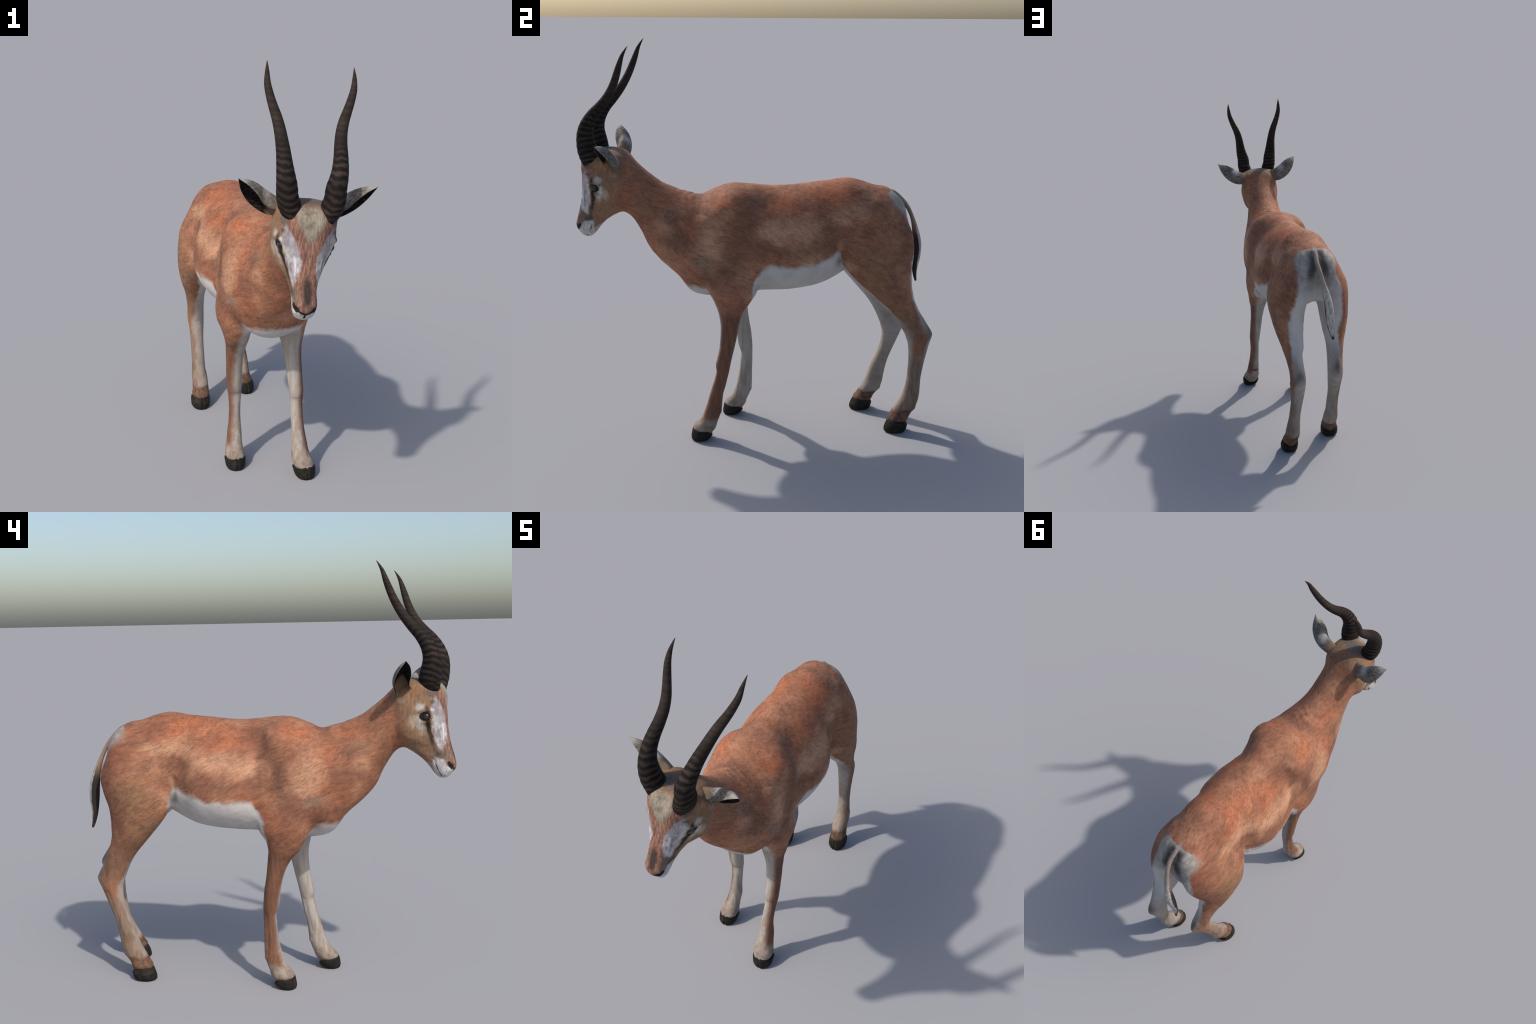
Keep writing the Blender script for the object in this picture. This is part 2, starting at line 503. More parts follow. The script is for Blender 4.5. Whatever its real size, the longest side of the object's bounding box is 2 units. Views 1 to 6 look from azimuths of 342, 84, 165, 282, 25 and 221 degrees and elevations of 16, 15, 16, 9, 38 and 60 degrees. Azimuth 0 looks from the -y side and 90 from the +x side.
    def stroke(self, vec, a, b, r, inner=.2):
        """Soft capsule from a to b."""
        A, B = np.array(a, float), np.array(b, float)
        d = B - A
        h = self.math("MULTIPLY", self.dot(self.vec("SUBTRACT", vec, A), d), 1 / (d @ d), clamp=True)
        q = self.vec("ADD", self.scale(tuple(d), h), A)
        return self.step(self.vec("DISTANCE", vec, q), r, r * inner)

    def bump(self, height, dist, strength=1.0):
        b = self.t.nodes.new("ShaderNodeBump")
        b.inputs["Strength"].default_value = strength
        b.inputs["Distance"].default_value = dist
        self.wire(height, b.inputs["Height"])
        self.t.links.new(b.outputs[0], self.bsdf.inputs["Normal"])

    def done(self, col, rough=.8, spec=.25):
        self.wire(col, self.bsdf.inputs["Base Color"])
        self.wire(rough, self.bsdf.inputs["Roughness"])
        self.bsdf.inputs["Specular IOR Level"].default_value = spec
        return self.m


# coat colours (linear)
BASE = (.245, .105, .060)
ORANGE = (.345, .111, .051)
LIGHT = (.455, .245, .145)
TAN = (.225, .121, .066)
DARK = (.105, .053, .037)
RED_DARK = (.150, .060, .040)
GREY = (.20, .155, .112)
OLIVE = (.215, .135, .083)
WHITE = (.53, .50, .47)
BLACK = (.012, .011, .010)
LEG_BROWN = (.180, .085, .051)
LEG_PALE = (.37, .305, .25)

# patches of the trunk coat: colour, strength, (|x|, y, z), radii
PATCHES = [
    (ORANGE, .8, (.11, .37, 1.26), (.14, .26, .08)), (ORANGE, .8, (.12, .15, 1.20), (.14, .20, .08)),
    (ORANGE, .95, (.12, -.175, 1.235), (.10, .10, .06)), (ORANGE, .5, (.10, -.42, 1.24), (.08, .14, .06)),
    (ORANGE, .5, (.16, -.33, 1.14), (.08, .08, .08)), (LIGHT, .55, (.03, -.43, .88), (.17, .10, .11)),
    (LIGHT, .9, (.20, .19, 1.105), (.11, .17, .075)), (LIGHT, .95, (.20, .050, 1.075), (.10, .12, .07)),
    (LIGHT, .85, (.195, -.250, 1.06), (.10, .10, .12)), (LIGHT, .95, (.21, -.215, .995), (.09, .085, .055)),
    (LIGHT, .7, (.16, .50, 1.175), (.09, .075, .055)), (LIGHT, .65, (.165, .395, 1.157), (.09, .09, .045)),
    (LIGHT, .5, (.14, -.487, 1.10), (.07, .07, .07)), (LIGHT, .35, (.10, -.46, .98), (.10, .06, .07)),
    (OLIVE, .6, (.125, -.463, 1.18), (.07, .07, .05)), (TAN, .7, (.11, -.56, 1.23), (.09, .08, .10)),
    (TAN, .95, (.235, .585, .93), (.13, .16, .18)), (TAN, .8, (.21, .60, .72), (.10, .14, .16)),
    (RED_DARK, .9, (.165, .735, 1.03), (.09, .08, .22)), (RED_DARK, .55, (.22, .67, .84), (.10, .07, .12)),
    (DARK, .6, (.12, .010, 1.225), (.10, .085, .065)), (DARK, .6, (.187, -.050, 1.165), (.10, .075, .09)),
    (DARK, .62, (.215, -.095, 1.075), (.10, .070, .10)), (DARK, .68, (.225, -.130, .965), (.10, .075, .10)),
    (DARK, .6, (.22, -.185, .900), (.10, .09, .06)), (GREY, .85, (.205, -.275, .935), (.09, .065, .045)),
    (DARK, .7, (.14, -.417, 1.145), (.07, .05, .055)), (DARK, .72, (.18, -.37, 1.045), (.08, .065, .075)),
    (DARK, .55, (.16, -.436, 1.05), (.07, .065, .055)), (DARK, .6, (.03, -.292, 1.25), (.12, .04, .045)),
    (DARK, .65, (.18, .365, 1.085), (.08, .09, .045)), (DARK, .68, (.205, .31, 1.015), (.09, .15, .055)),
    (DARK, .65, (.20, .0, 1.03), (.08, .07, .04)), (DARK, .6, (.23, .12, .985), (.10, .19, .045)),
    (DARK, .6, (.20, .523, 1.085), (.07, .050, .060)), (DARK, .5, (.10, .48, 1.27), (.08, .09, .06)),
    (DARK, .5, (.13, .25, 1.215), (.07, .10, .04)), (DARK, .55, (.12, -.595, 1.11), (.10, .05, .07)),
    (DARK, .5, (.20, -.25, .86), (.09, .09, .05)), (LIGHT, .6, (.21, .44, .905), (.06, .045, .055)),
    (OLIVE, .7, (.22, .50, .80), (.09, .08, .07)), (DARK, .55, (.15, .56, 1.21), (.08, .08, .055)),
    (LIGHT, .5, (.15, -.235, .77), (.06, .05, .05)), (RED_DARK, .5, (.23, -.14, .84), (.08, .08, .08)),
]


def coat_material(kind):
    k = Nodes("coat_" + kind)
    # wander the patch borders
    wob = k.vec("SUBTRACT", k.noise(9, 3, .6, colour=True), (.5, .5, .5))
    W = k.vec("ADD", k.P, k.scale(wob, .055))
    wob2 = k.vec("SUBTRACT", k.noise(7, 4, .68, colour=True), (.5, .5, .5))
    W2 = k.vec("ADD", k.P, k.scale(wob2, .15))
    sep = k.t.nodes.new("ShaderNodeSeparateXYZ")
    k.wire(W, sep.inputs[0])
    wx, wy, wz = sep.outputs
    S = k.xyz(k.abs(k.sub(wx, .013)), wy, wz)  # mirrored about the trunk
    sep2 = k.t.nodes.new("ShaderNodeSeparateXYZ")
    k.wire(W2, sep2.inputs[0])
    S2 = k.xyz(k.abs(k.sub(sep2.outputs[0], .013)), sep2.outputs[1], sep2.outputs[2])
    # hair lies back and down along the body
    bend = k.mul(k.sub(k.noise(4, 2), .5), .10)
    along = k.add(k.dot(k.P, (0, .90, -.44)), bend)
    across = k.add(k.dot(k.P, (0, .44, .90)), bend)
    fur = k.noise(1.0, 4, .65, vec=k.xyz(k.mul(k.x, 90), k.mul(along, 38), k.mul(across, 150)))
    fur2 = k.noise(1.0, 3, .6, vec=k.xyz(k.mul(k.x, 30), k.mul(along, 14), k.mul(across, 46)))
    dash = k.noise(1.0, 2, .5, vec=k.xyz(k.mul(k.x, 70), k.mul(along, 45), k.mul(across, 120)))
    mott = k.noise(7, 4, .6)
    col = k.mix(k.step(mott, .35, .68), BASE, k.mix(k.step(k.noise(3.1, 2), .35, .65), ORANGE, LIGHT))
    col = k.mix(.55, BASE, col)
    for c, s, cen, r in PATCHES:
        if kind == "head" and cen[1] > -.4:
            continue
        if kind == "neck" and cen[1] > 0:
            continue
        if kind == "fore" and cen[1] > .2:
            continue
        if kind == "hind" and cen[1] < .2:
            continue
        dark = c in (DARK, RED_DARK, GREY)
        col = k.mix(k.mul(k.blob(S2, cen, tuple((1.3 if dark else 1.15) * q for q in r), 0), s * (.8 if dark else 1)), col, c)
    # hair: fine streaks, stronger darks
    streak = k.add(k.mul(k.step(fur, .36, .66), .34), k.mul(k.step(fur2, .3, .7), .30))
    col = k.scale(col, k.add(streak, .70))
    col = k.mix(k.mul(k.mul(k.step(dash, .40, .32), k.step(k.noise(5.5, 3), .42, .60)), .55), col, DARK)

    ml = k.abs(k.sub(wx, k.add(k.mul(k.step(wz, 1.02, .68), .022), .006)))  # distance from the mid-line, which leans to the legs' middle lower down
    soft = k.mul(k.sub(fur2, .5), .018)
    white = k.mix(k.step(k.noise(14, 3), .3, .7), WHITE, tuple(.86 * np.array(WHITE)))
    white = k.scale(white, k.add(k.mul(fur, .2), .9))

    def paint(mask, c):
        nonlocal col
        col = k.mix(mask, col, c)

    if kind in ("torso", "fore", "hind", "neck"):
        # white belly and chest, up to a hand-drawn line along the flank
        zb = k.curve(wy, [(-.50, .70), (-.42, .785), (-.33, .806), (-.25, .808), (-.17, .79), (-.10, .78), (-.04, .83), (0, .885), (.03, .914), (.13, .92), (.22, .925), (.30, .94), (.355, .960), (.390, .985), (.415, .94), (.44, .86), (.50, .74)], -.5, .5, .6, 1.1)
        belly = k.step(k.add(k.sub(zb, wz), k.mul(soft, 1.6)), -.020, .020)
        # the outer side of shoulder and thigh stays brown
        out_front = k.mul(k.mul(k.step(ml, .130, .152), k.step(wy, -.022, -.045)), k.step(wy, -.30, -.24))
        out_back = k.mul(k.step(ml, .150, .17), k.step(wy, .41, .435))
        belly = k.mul(belly, k.sub(1, k.mx(out_front, out_back)))
        paint(belly, white)
        # dusky patches of colour in the groin and behind the elbow
        paint(k.mul(k.blob(S, (.165, .405, .93), (.07, .030, .065), .0), .75), (.11, .095, .08))
        paint(k.mul(k.blob(S, (.18, .40, 1.01), (.06, .03, .05), .0), .5), LIGHT)
        paint(k.mul(k.blob(S, (.16, -.005, .79), (.06, .025, .04), .2), .4), GREY)
    if kind in ("torso", "hind"):
        # white seat around the tail, running down the inside of the hind legs
        f = k.curve(wz, [(0, .20), (.10, .165), (.25, .150), (.35, .146), (.47, .144), (.53, .132), (.58, .119), (.63, .132), (.68, .150), (.75, .166), (.81, .170), (.86, .170), (.94, .160), (1.01, .144), (1.07, .126), (1.12, .121), (1.17, .119), (1.21, .115), (1.245, .088), (1.275, .0), (1.4, -.05)], 0, 1.4, -.1, .3)
        gate = k.mx(k.step(wz, .94, .90), k.step(wy, .635, .665))
        gate = k.mul(gate, k.step(wy, .40, .46))
        seat = k.mul(k.step(k.add(k.sub(f, ml), soft), -.014, .014), k.step(wz, .60, .72))
        shin = k.mul(k.step(k.add(k.sub(f, ml), soft), -.026, .022), k.step(wz, .72, .60))
        seat = k.mul(k.mx(seat, shin), gate)
        paint(seat, k.mix(k.step(wz, .95, 1.12), k.mix(k.step(wz, .75, .55), white, k.mix(k.step(fur2, .4, .7), (.38, .345, .31), (.31, .255, .21))), k.mix(k.step(fur2, .35, .65), (.36, .325, .29), (.26, .23, .20))))
        for sx in (1, -1):  # dark patches of colour on both sides of the tail root
            paint(k.mul(k.stroke(W, (.006 + sx * .026, .715, 1.240), (.006 + sx * .044, .770, 1.135), .046, .0), .95), (.016, .015, .015))
            paint(k.mul(k.stroke(W, (.006 + sx * .040, .750, 1.17), (.006 + sx * .050, .780, 1.06), .045, .0), .45), (.08, .075, .07))
        paint(k.mul(k.blob(S, (.0, .755, 1.10), (.05, .05, .08), .2), .3), GREY)
    if kind == "fore":
        f = k.curve(wz, [(0, .20), (.08, .19), (.12, .160), (.2, .148), (.32, .142), (.45, .148), (.56, .148), (.66, .150), (.72, .150), (.80, .14)], 0, .8, 0, .3)
        brown = k.mix(k.step(k.noise(1, 3, stretch=(60, 60, 9)), .35, .65), LEG_BROWN, tuple(.72 * np.array(LEG_BROWN)))
        brown = k.scale(brown, k.add(k.mul(fur, .5), .8))
        low = k.step(wz, .72, .64)
        paint(low, brown)
        ins = k.mul(k.step(k.add(k.sub(f, k.abs(k.sub(k.x, .028))), k.mul(soft, .7)), -.016, .016), k.step(wz, .76, .70))
        lw = k.mix(k.step(k.noise(1, 3, .6, stretch=(50, 50, 8)), .35, .7), (.375, .345, .315), (.31, .255, .21))
        lw = k.mix(k.mul(k.step(wz, .42, .22), k.step(k.noise(1, 3, .6, stretch=(60, 60, 7)), .4, .65)), lw, (.28, .215, .165))
        paint(ins, lw)
        paint(k.mul(k.step(wz, .135, .09), .85), k.mix(k.step(k.noise(30, 4), .35, .7), (.30, .235, .19), (.17, .125, .095)))
        # crease at the knee, dark pad behind the fetlock
        for cx, cy in ((.168, -.212), (-.104, -.070)):
            paint(k.mul(k.blob(k.P, (cx, cy, .376), (.06, .02, .012), .0), .40), RED_DARK)
            paint(k.mul(k.blob(k.P, (cx, cy + (.025 if cx > 0 else .06), .14), (.05, .016, .020), .3), .9), BLACK)
    if kind == "hind":
        paint(k.mul(k.mul(k.step(wz, .74, .60), k.sub(1, seat)), .6), k.mix(k.step(k.noise(1, 3, .6, stretch=(40, 40, 9)), .35, .65), (.21, .125, .080), (.13, .075, .050)))
        lowleg = k.mul(k.step(wz, .50, .30), .8)
        tanleg = k.mix(k.step(k.noise(1, 3, .6, stretch=(50, 50, 10)), .35, .65), (.25, .188, .143), (.165, .108, .073))
        paint(k.mul(lowleg, k.sub(1, k.mul(seat, .35))), tanleg)
        for cx, cy in ((.153, .890), (-.107, .812)):
            paint(k.mul(k.blob(k.P, (cx, cy - .005, .545), (.06, .045, .075), .0), .75), (.075, .062, .045))
            paint(k.mul(k.blob(k.P, (cx + (.03 if cx > 0 else -.03), cy - .075, .47), (.035, .045, .07), .15), .55), (.33, .135, .06))
        # pastern: brown with a dark notch over the hoof
        past = k.step(wz, .130, .105)
        paint(past, k.mix(k.step(k.noise(40, 4), .35, .65), (.17, .085, .052), (.08, .048, .034)))
        for cx, cy in ((.180, .700), (-.118, .573)):
            paint(k.mul(k.stroke(k.P, (cx, cy - .005, .125), (cx, cy - .035, .09), .016, .3), .85), BLACK)

    if kind == "head":
        d = k.vec("SUBTRACT", k.P, HO)
        a0, b, c = k.dot(d, LAT), k.dot(d, FWD), k.dot(d, UPV)
        a = k.abs(a0)
        hw = k.vec("SUBTRACT", k.noise(26, 3, .6, colour=True), (.5, .5, .5))
        Q = k.vec("ADD", k.xyz(a, b, c), k.scale(hw, .024))
        hs = k.t.nodes.new("ShaderNodeSeparateXYZ")
        k.wire(Q, hs.inputs[0])
        qa, qb, qc = hs.outputs
        hair = k.noise(1.0, 4, .65, vec=k.xyz(k.mul(a0, 150), k.mul(b, 90), k.mul(c, 32)))
        shade = k.add(k.mul(k.step(hair, .3, .7), .5), .75)

        def P(mask, cc, s=1.0):
            paint(k.mul(mask, s) if s != 1 else mask, k.scale(cc, shade))

        tan_h = (.225, .130, .076)
        face = k.mul(k.step(k.add(qb, k.mul(.19, k.add(qc, .1))), -.108, -.05), k.step(qb, -.13, -.06))
        P(face, tan_h)
        P(k.blob(Q, (.10, -.07, -.16), (.06, .07, .06), .2), (.17, .10, .06), .7)
        # crown
        P(k.blob(Q, (0, -.06, -.075), (.13, .09, .06), .3), (.16, .09, .055), .8)
        P(k.blob(Q, (.0, .03, -.07), (.12, .055, .04), .4), (.10, .095, .095), .8)  # grey between the horns: their cast shadow painted into the colour
        P(k.blob(Q, (.12, .01, -.125), (.03, .04, .035), .1), (.33, .175, .085), .7)
        P(k.blob(Q, (.09, .09, -.135), (.055, .06, .022), .4), (.11, .085, .075), .85)
        # cheek: pale behind the eye, darker jaw corner
        P(k.blob(Q, (.115, .005, -.265), (.06, .035, .045), .1), (.40, .31, .22), .8)
        P(k.blob(Q, (.10, -.075, -.31), (.05, .045, .07), .1), (.17, .10, .06), .55)
        P(k.blob(Q, (.0, -.04, -.40), (.06, .10, .028), .35), (.30, .28, .25), .8)
        P(k.blob(Q, (.115, -.045, -.172), (.03, .03, .018), .0), (.30, .27, .23), .5)
        # white above and behind the eye
        P(k.blob(Q, (.12, .036, -.196), (.034, .030, .028), .15), (.46, .44, .40), .85)
        P(k.stroke(Q, (.113, .022, -.236), (.098, .040, -.290), .024, .05), (.46, .44, .40), .85)
        P(k.blob(Q, (.09, .045, -.308), (.035, .028, .022), .05), (.36, .26, .19), .7)
        # brown blaze between two pale stripes
        blaze = k.curve(qc, [(-.50, .06), (-.45, .05), (-.41, .052), (-.385, .046), (-.35, .040), (-.32, .034), (-.28, .029), (-.25, .038), (-.21, .055), (-.17, .078), (-.13, .095), (-.05, .10)], -.5, 0, 0, .12)
        back = k.curve(qc, [(-.5, .14), (-.42, .135), (-.39, .118), (-.35, .100), (-.30, .088), (-.26, .085), (-.22, .082), (-.18, .086), (-.15, .095), (-.1, .12)], -.5, 0, .05, .15)
        front = k.mul(k.step(k.sub(qb, back), -.006, .006), k.mul(k.step(qc, -.135, -.165), k.step(qc, -.408, -.388)))
        P(front, k.mix(k.step(k.noise(30, 3), .38, .66), k.mix(k.step(qc, -.20, -.29), (.30, .275, .285), (.45, .43, .435)), (.25, .225, .235)), .95)
        P(k.stroke(Q, (.052, .128, -.27), (.047, .139, -.365), .010, .2), (.55, .53, .54), .8)
        P(k.stroke(Q, (.104, .090, -.210), (.083, .100, -.262), .014, .2), (.50, .465, .39), .8)
        P(k.stroke(Q, (.080, .101, -.27), (.058, .117, -.375), .012, .2), (.50, .465, .41), .7)
        P(k.mul(k.step(k.sub(qa, blaze), .005, -.005), k.step(qb, .09, .11)), k.mix(k.step(hair, .35, .65), (.175, .084, .058), (.245, .130, .092)))
        P(k.blob(Q, (.0, .16, -.44), (.06, .05, .028), .2), (.32, .175, .13), .7)
        # dark smudge over the lip, dark snip on the nose
        P(k.mul(k.mul(k.step(qc, -.378, -.398), k.step(qa, .028, .042)), k.mul(k.step(qc, -.45, -.425), k.step(qb, .07, .10))), (.17, .115, .085))
        P(k.blob(Q, (.052, .115, -.412), (.025, .034, .020), .1), (.075, .062, .048), .85)
        P(k.stroke(Q, (0, .165, -.368), (0, .186, -.432), .034, .0), (.022, .019, .019), .95)
        P(k.stroke(Q, (0, .155, -.340), (0, .165, -.38), .018, .0), (.04, .03, .027), .6)
        # cream forehead
        fore_w = k.curve(qc, [(-.22, -.01), (-.205, .005), (-.18, .024), (-.15, .040), (-.12, .055), (-.09, .058), (-.075, .05)], -.22, -.06, -.02, .1)
        P(k.mul(k.step(k.sub(qa, fore_w), .014, -.014), k.mul(k.step(qb, .06, .085), k.step(qc, -.072, -.092))), k.mix(k.step(k.noise(28, 3), .35, .7), (.29, .245, .19), (.17, .138, .102)))
        # tear mark and black eye rim
        P(k.stroke(Q, (.100, .066, -.255), (.084, .073, -.30), .0145, .40), BLACK)
        P(k.stroke(Q, (.084, .073, -.30), (.062, .086, -.355), .0150, .15), (.026, .022, .019), .95)
        P(k.stroke(Q, (.062, .086, -.355), (.050, .103, -.405), .0150, .0), (.075, .055, .04), .8)
        P(k.blob(k.xyz(a, b, c), (.113, .058, -.239), (.034, .030, .0235), .75), BLACK)
        P(k.stroke(Q, (.118, .070, -.192), (.112, .068, -.222), .014, .1), (.03, .025, .022), .9)
        P(k.blob(Q, (.102, .088, -.172), (.025, .022, .014), .1), (.075, .058, .042), .8)
        P(k.stroke(Q, (.120, .030, -.222), (.116, .018, -.205), .007, .1), (.06, .055, .05), .7)
        # muzzle: white lips and chin, black nostrils meeting in a Y, mouth line
        R = k.xyz(a, b, c)
        lip = k.mul(k.step(qc, -.420, -.434), k.step(qb, .082, .094))
        chin = k.mul(k.step(k.add(qc, k.mul(.45, k.sub(qb, .05))), -.430, -.452), k.step(qb, .03, .05))
        nose_top = k.mul(k.step(k.add(qc, k.mul(qa, -.45)), -.487, -.480), k.step(k.add(qb, k.mul(.4, k.add(qc, .46))), .145, .158))
        P(chin, (.36, .335, .30), .85)
        P(k.mul(lip, k.sub(1, nose_top)), k.mix(.5, WHITE, (.44, .41, .43)))
        P(k.stroke(R, (0, .178, -.483), (.034, .172, -.463), .0085, .5), BLACK)
        P(k.stroke(R, (.034, .172, -.463), (.045, .159, -.447), .0115, .45), BLACK)
        P(k.stroke(R, (.034, .170, -.468), (.042, .163, -.458), .0105, .5), BLACK)
        P(k.stroke(R, (0, .176, -.484), (0, .160, -.500), .006, .4), BLACK)
        P(k.stroke(R, (.0, .140, -.517), (.031, .125, -.505), .0040, .3), (.03, .02, .018))
        P(k.stroke(R, (.031, .125, -.505), (.043, .102, -.460), .0045, .3), (.04, .022, .018))
        P(k.stroke(R, (.043, .102, -.460), (.047, .088, -.428), .0055, .1), (.06, .04, .032), .8)
    k.bump(k.add(k.mul(fur, 1.0), k.mul(fur2, 1.4)), .0016, .55)
    return k.done(col, .75, .2)


coats = {q: coat_material(q) for q in ("torso", "neck", "head", "fore", "hind")}


def horn_material():
    k = Nodes("horn_sheath")
    d = k.vec("SUBTRACT", k.P, HO)
    a0, b, c = k.dot(d, LAT), k.dot(d, FWD), k.dot(d, UPV)
    pick = np.linspace(0, len(_hs) - 1, 14).astype(int)
    cs = _hs[pick, 2]
    lo, hi = float(cs[0]), float(cs[-1])
    length = k.curve(c, list(zip(cs, _hl[pick])), lo, hi, 0, .8)
    mid = k.curve(c, list(zip(cs, _hs[pick, 1])), lo, hi, -.2, .15)
    lean = k.curve(c, list(zip(cs, _ht[pick, 1])), lo, hi, -1, 1)
    rad = k.curve(c, list(zip(cs, _hs[pick, 4])), lo, hi, 0, .1)
    off = k.sub(b, mid)
    front = k.math("DIVIDE", off, rad, clamp=True)
    wav = k.mul(k.sub(k.noise(30, 3), .5), .026)
    ph = k.add(k.add(k.add(length, k.mul(off, lean)), k.mul(k.mul(front, front), RING_DIP)), wav)
    ring = k.math("COSINE", k.mul(ph, 2 * math.pi / RING0))
    up = k.step(length, .26, .46)
    n = k.noise(22, 4, .6)
    crest = k.mul(k.step(ring, -.7, .8), k.sub(1, up))
    col = k.mix(crest, (.008, .0072, .0067), k.mix(k.step(k.noise(14, 2), .35, .65), (.024, .0165, .0135), (.042, .027, .021)))
    col = k.mix(up, col, k.mix(k.step(k.noise(1, 2, .5, vec=k.xyz(0, 0, k.mul(length, 60))), .42, .6), (.024, .017, .014), (.036, .025, .020)))
    col = k.scale(col, k.add(k.mul(n, .8), .6))
    k.bump(k.noise(1, 3, .6, vec=k.xyz(k.mul(a0, 140), k.mul(b, 60), k.mul(c, 40))), .0008, .4)
    return k.done(col, .75, .12)


def hoof_material():
    k = Nodes("hoof_horn")
    n = k.noise(1, 4, .6, stretch=(40, 40, 120))
    col = k.mix(k.step(n, .35, .7), (.0095, .009, .0075), (.019, .018, .014))
    col = k.mix(k.mul(k.step(k.noise(26, 4), .50, .68), .7), col, (.040, .027, .018))
    k.bump(n, .001, .4)
    return k.done(col, .7, .15)


def eye_material():
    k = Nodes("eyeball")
    d = k.vec("SUBTRACT", k.P, (0, 0, 0))
    # iris as a ring around the outward axis
    r = k.length(k.xyz(k.math("MULTIPLY", k.dot(k.P, FWD), .85), k.dot(k.P, UPV), 0))
    col = k.mix(k.step(r, .0095, .0115), (.045, .020, .013), (.006, .005, .005))
    col = k.mix(k.step(r, .0060, .0040), col, (.010, .008, .008))
    return k.done(col, .12, .5)


def ear_material():
    k = Nodes("ear_fur")
    d = k.vec("SUBTRACT", k.P, HO)
    a0, b, c = k.dot(d, LAT), k.dot(d, FWD), k.dot(d, UPV)
    a = k.abs(a0)
    Q = k.vec("ADD", k.xyz(a, b, c), k.scale(k.vec("SUBTRACT", k.noise(30, 3, .6, colour=True), (.5, .5, .5)), .016))
    hair = k.noise(1, 4, .65, vec=k.xyz(k.mul(a0, 45), k.mul(b, 120), k.mul(c, 120)))
    col = k.mix(k.step(hair, .35, .65), (.095, .082, .068), (.20, .178, .152))
    col = k.mix(k.mul(k.blob(Q, (.165, -.05, -.06), (.04, .05, .05), .1), .8), col, (.42, .40, .38))
    col = k.mix(k.mul(k.blob(Q, (.205, -.05, -.045), (.03, .035, .05), .1), .6), col, (.08, .075, .07))
    col = k.mix(k.mul(k.blob(Q, (.265, -.005, -.005), (.05, .035, .04), .2), .6), col, (.40, .38, .35))
    col = k.mix(k.mul(k.step(a, .150, .115), .7), col, (.125, .092, .064))
    col = k.mix(k.mul(k.step(a, .125, .105), .6), col, (.20, .12, .07))
    return k.done(k.scale(col, k.add(k.mul(hair, .4), .8)), .85, .15)


def ear_inside_material():
    k = Nodes("ear_lining")
    d = k.vec("SUBTRACT", k.P, HO)
    hair = k.noise(1, 4, .65, vec=k.xyz(k.mul(k.dot(d, LAT), 40), k.mul(k.dot(d, FWD), 130), k.mul(k.dot(d, UPV), 130)))
    a = k.abs(k.dot(d, LAT))
    col = k.mix(k.step(hair, .42, .8), (.007, .006, .006), (.045, .038, .036))
    col = k.mix(k.step(k.add(a, k.mul(k.sub(hair, .5), .03)), .160, .135), col, (.15, .10, .065))
    return k.done(col, .9, .1)


def ear_rim_material():
    k = Nodes("ear_rim")
    return k.done(k.mix(k.noise(60, 3), (.30, .26, .25), (.16, .13, .11)), .85, .15)


def tail_material():
    k = Nodes("tail_fur")
    wob = k.scale(k.vec("SUBTRACT", k.noise(18, 2, .5, colour=True), (.5, .5, .5)), .012)
    W = k.vec("ADD", k.P, wob)
    s = k.t.nodes.new("ShaderNodeSeparateXYZ")
    k.wire(W, s.inputs[0])
    x, y, z = s.outputs
    hair = k.noise(1, 4, .65, stretch=(150, 150, 24))
    yc = k.curve(z, [(.7, .868), (.75, .862), (.79, .856), (.83, .852), (.895, .856), (.965, .854), (1.035, .838), (1.105, .815), (1.16, .788), (1.20, .757), (1.25, .70), (1.3, .66)], .7, 1.3, .6, .9)
    # long hair: orange brown above, black below, on the sides; pale along the rear face
    side = k.mix(k.step(z, 1.10, .98), (.25, .135, .08), (.028, .023, .019))
    side = k.mix(k.step(z, 1.16, 1.22), side, (.45, .37, .31))
    pale = k.mix(k.step(hair, .35, .7), (.30, .27, .245), (.50, .46, .43))
    col = k.mix(k.step(k.sub(y, yc), -.003, .006), side, pale)
    col = k.mix(k.mul(k.step(z, 1.0, 1.12), .75), col, (.27, .19, .145))
    col = k.mix(k.step(z, .775, .76), col, (.03, .024, .02))
    k.bump(hair, .002, .6)
    return k.done(k.scale(col, k.add(k.mul(hair, .5), .75)), .8, .15)


horn_mat, hoof_mat, eye_mat = horn_material(), hoof_material(), eye_material()
ear_mat, ear_in, ear_rim, tail_mat = ear_material(), ear_inside_material(), ear_rim_material(), tail_material()

# ---------------------------------------------------------------- split the body by region
root = bpy.data.objects.new("gazelle", None)
scene.collection.objects.link(root)
root["label"] = "reddish brown gazelle with long ringed black horns"
root["category"] = "gazelle"

np_ = len(body_me2.polygons)
cen = np.empty(np_ * 3)
body_me2.polygons.foreach_get("center", cen)
cen = cen.reshape(-1, 3)
ca, cb, cc = head_coords(cen)
X, Y, Z = cen.T
region = np.full(np_, 0)  # torso
region[(Y + .55 * (Z - 1.05) < -.36) & (Z > .80)] = 1  # neck
region[(cb + .19 * (cc + .1) > -.115) & (cc > -.54) & (cb > -.2)] = 2  # head
fore = (Y < .2) & (Z < .74 - .0 * Y) & (np.abs(X - .025) > .045)
region[fore & (X > .025)] = 3
region[fore & (X < .025)] = 4
hind = (Y > .3) & (Z < .80 + .55 * (Y - .45)) & (np.abs(X - .015) > .02) & (Z < .93)
region[hind & (X > .015)] = 5
region[hind & (X <= .015)] = 6
Nn = normals(body_me2)
vn = {}
names = ["torso", "neck", "head", "forelimb", "forelimb", "hindlimb", "hindlimb"]
lt = np.empty(np_, int)
body_me2.polygons.foreach_get("loop_total", lt)
ls = np.empty(np_, int)
body_me2.polygons.foreach_get("loop_start", ls)
lv = np.empty(len(body_me2.loops), int)
body_me2.loops.foreach_get("vertex_index", lv)
body_parts = []
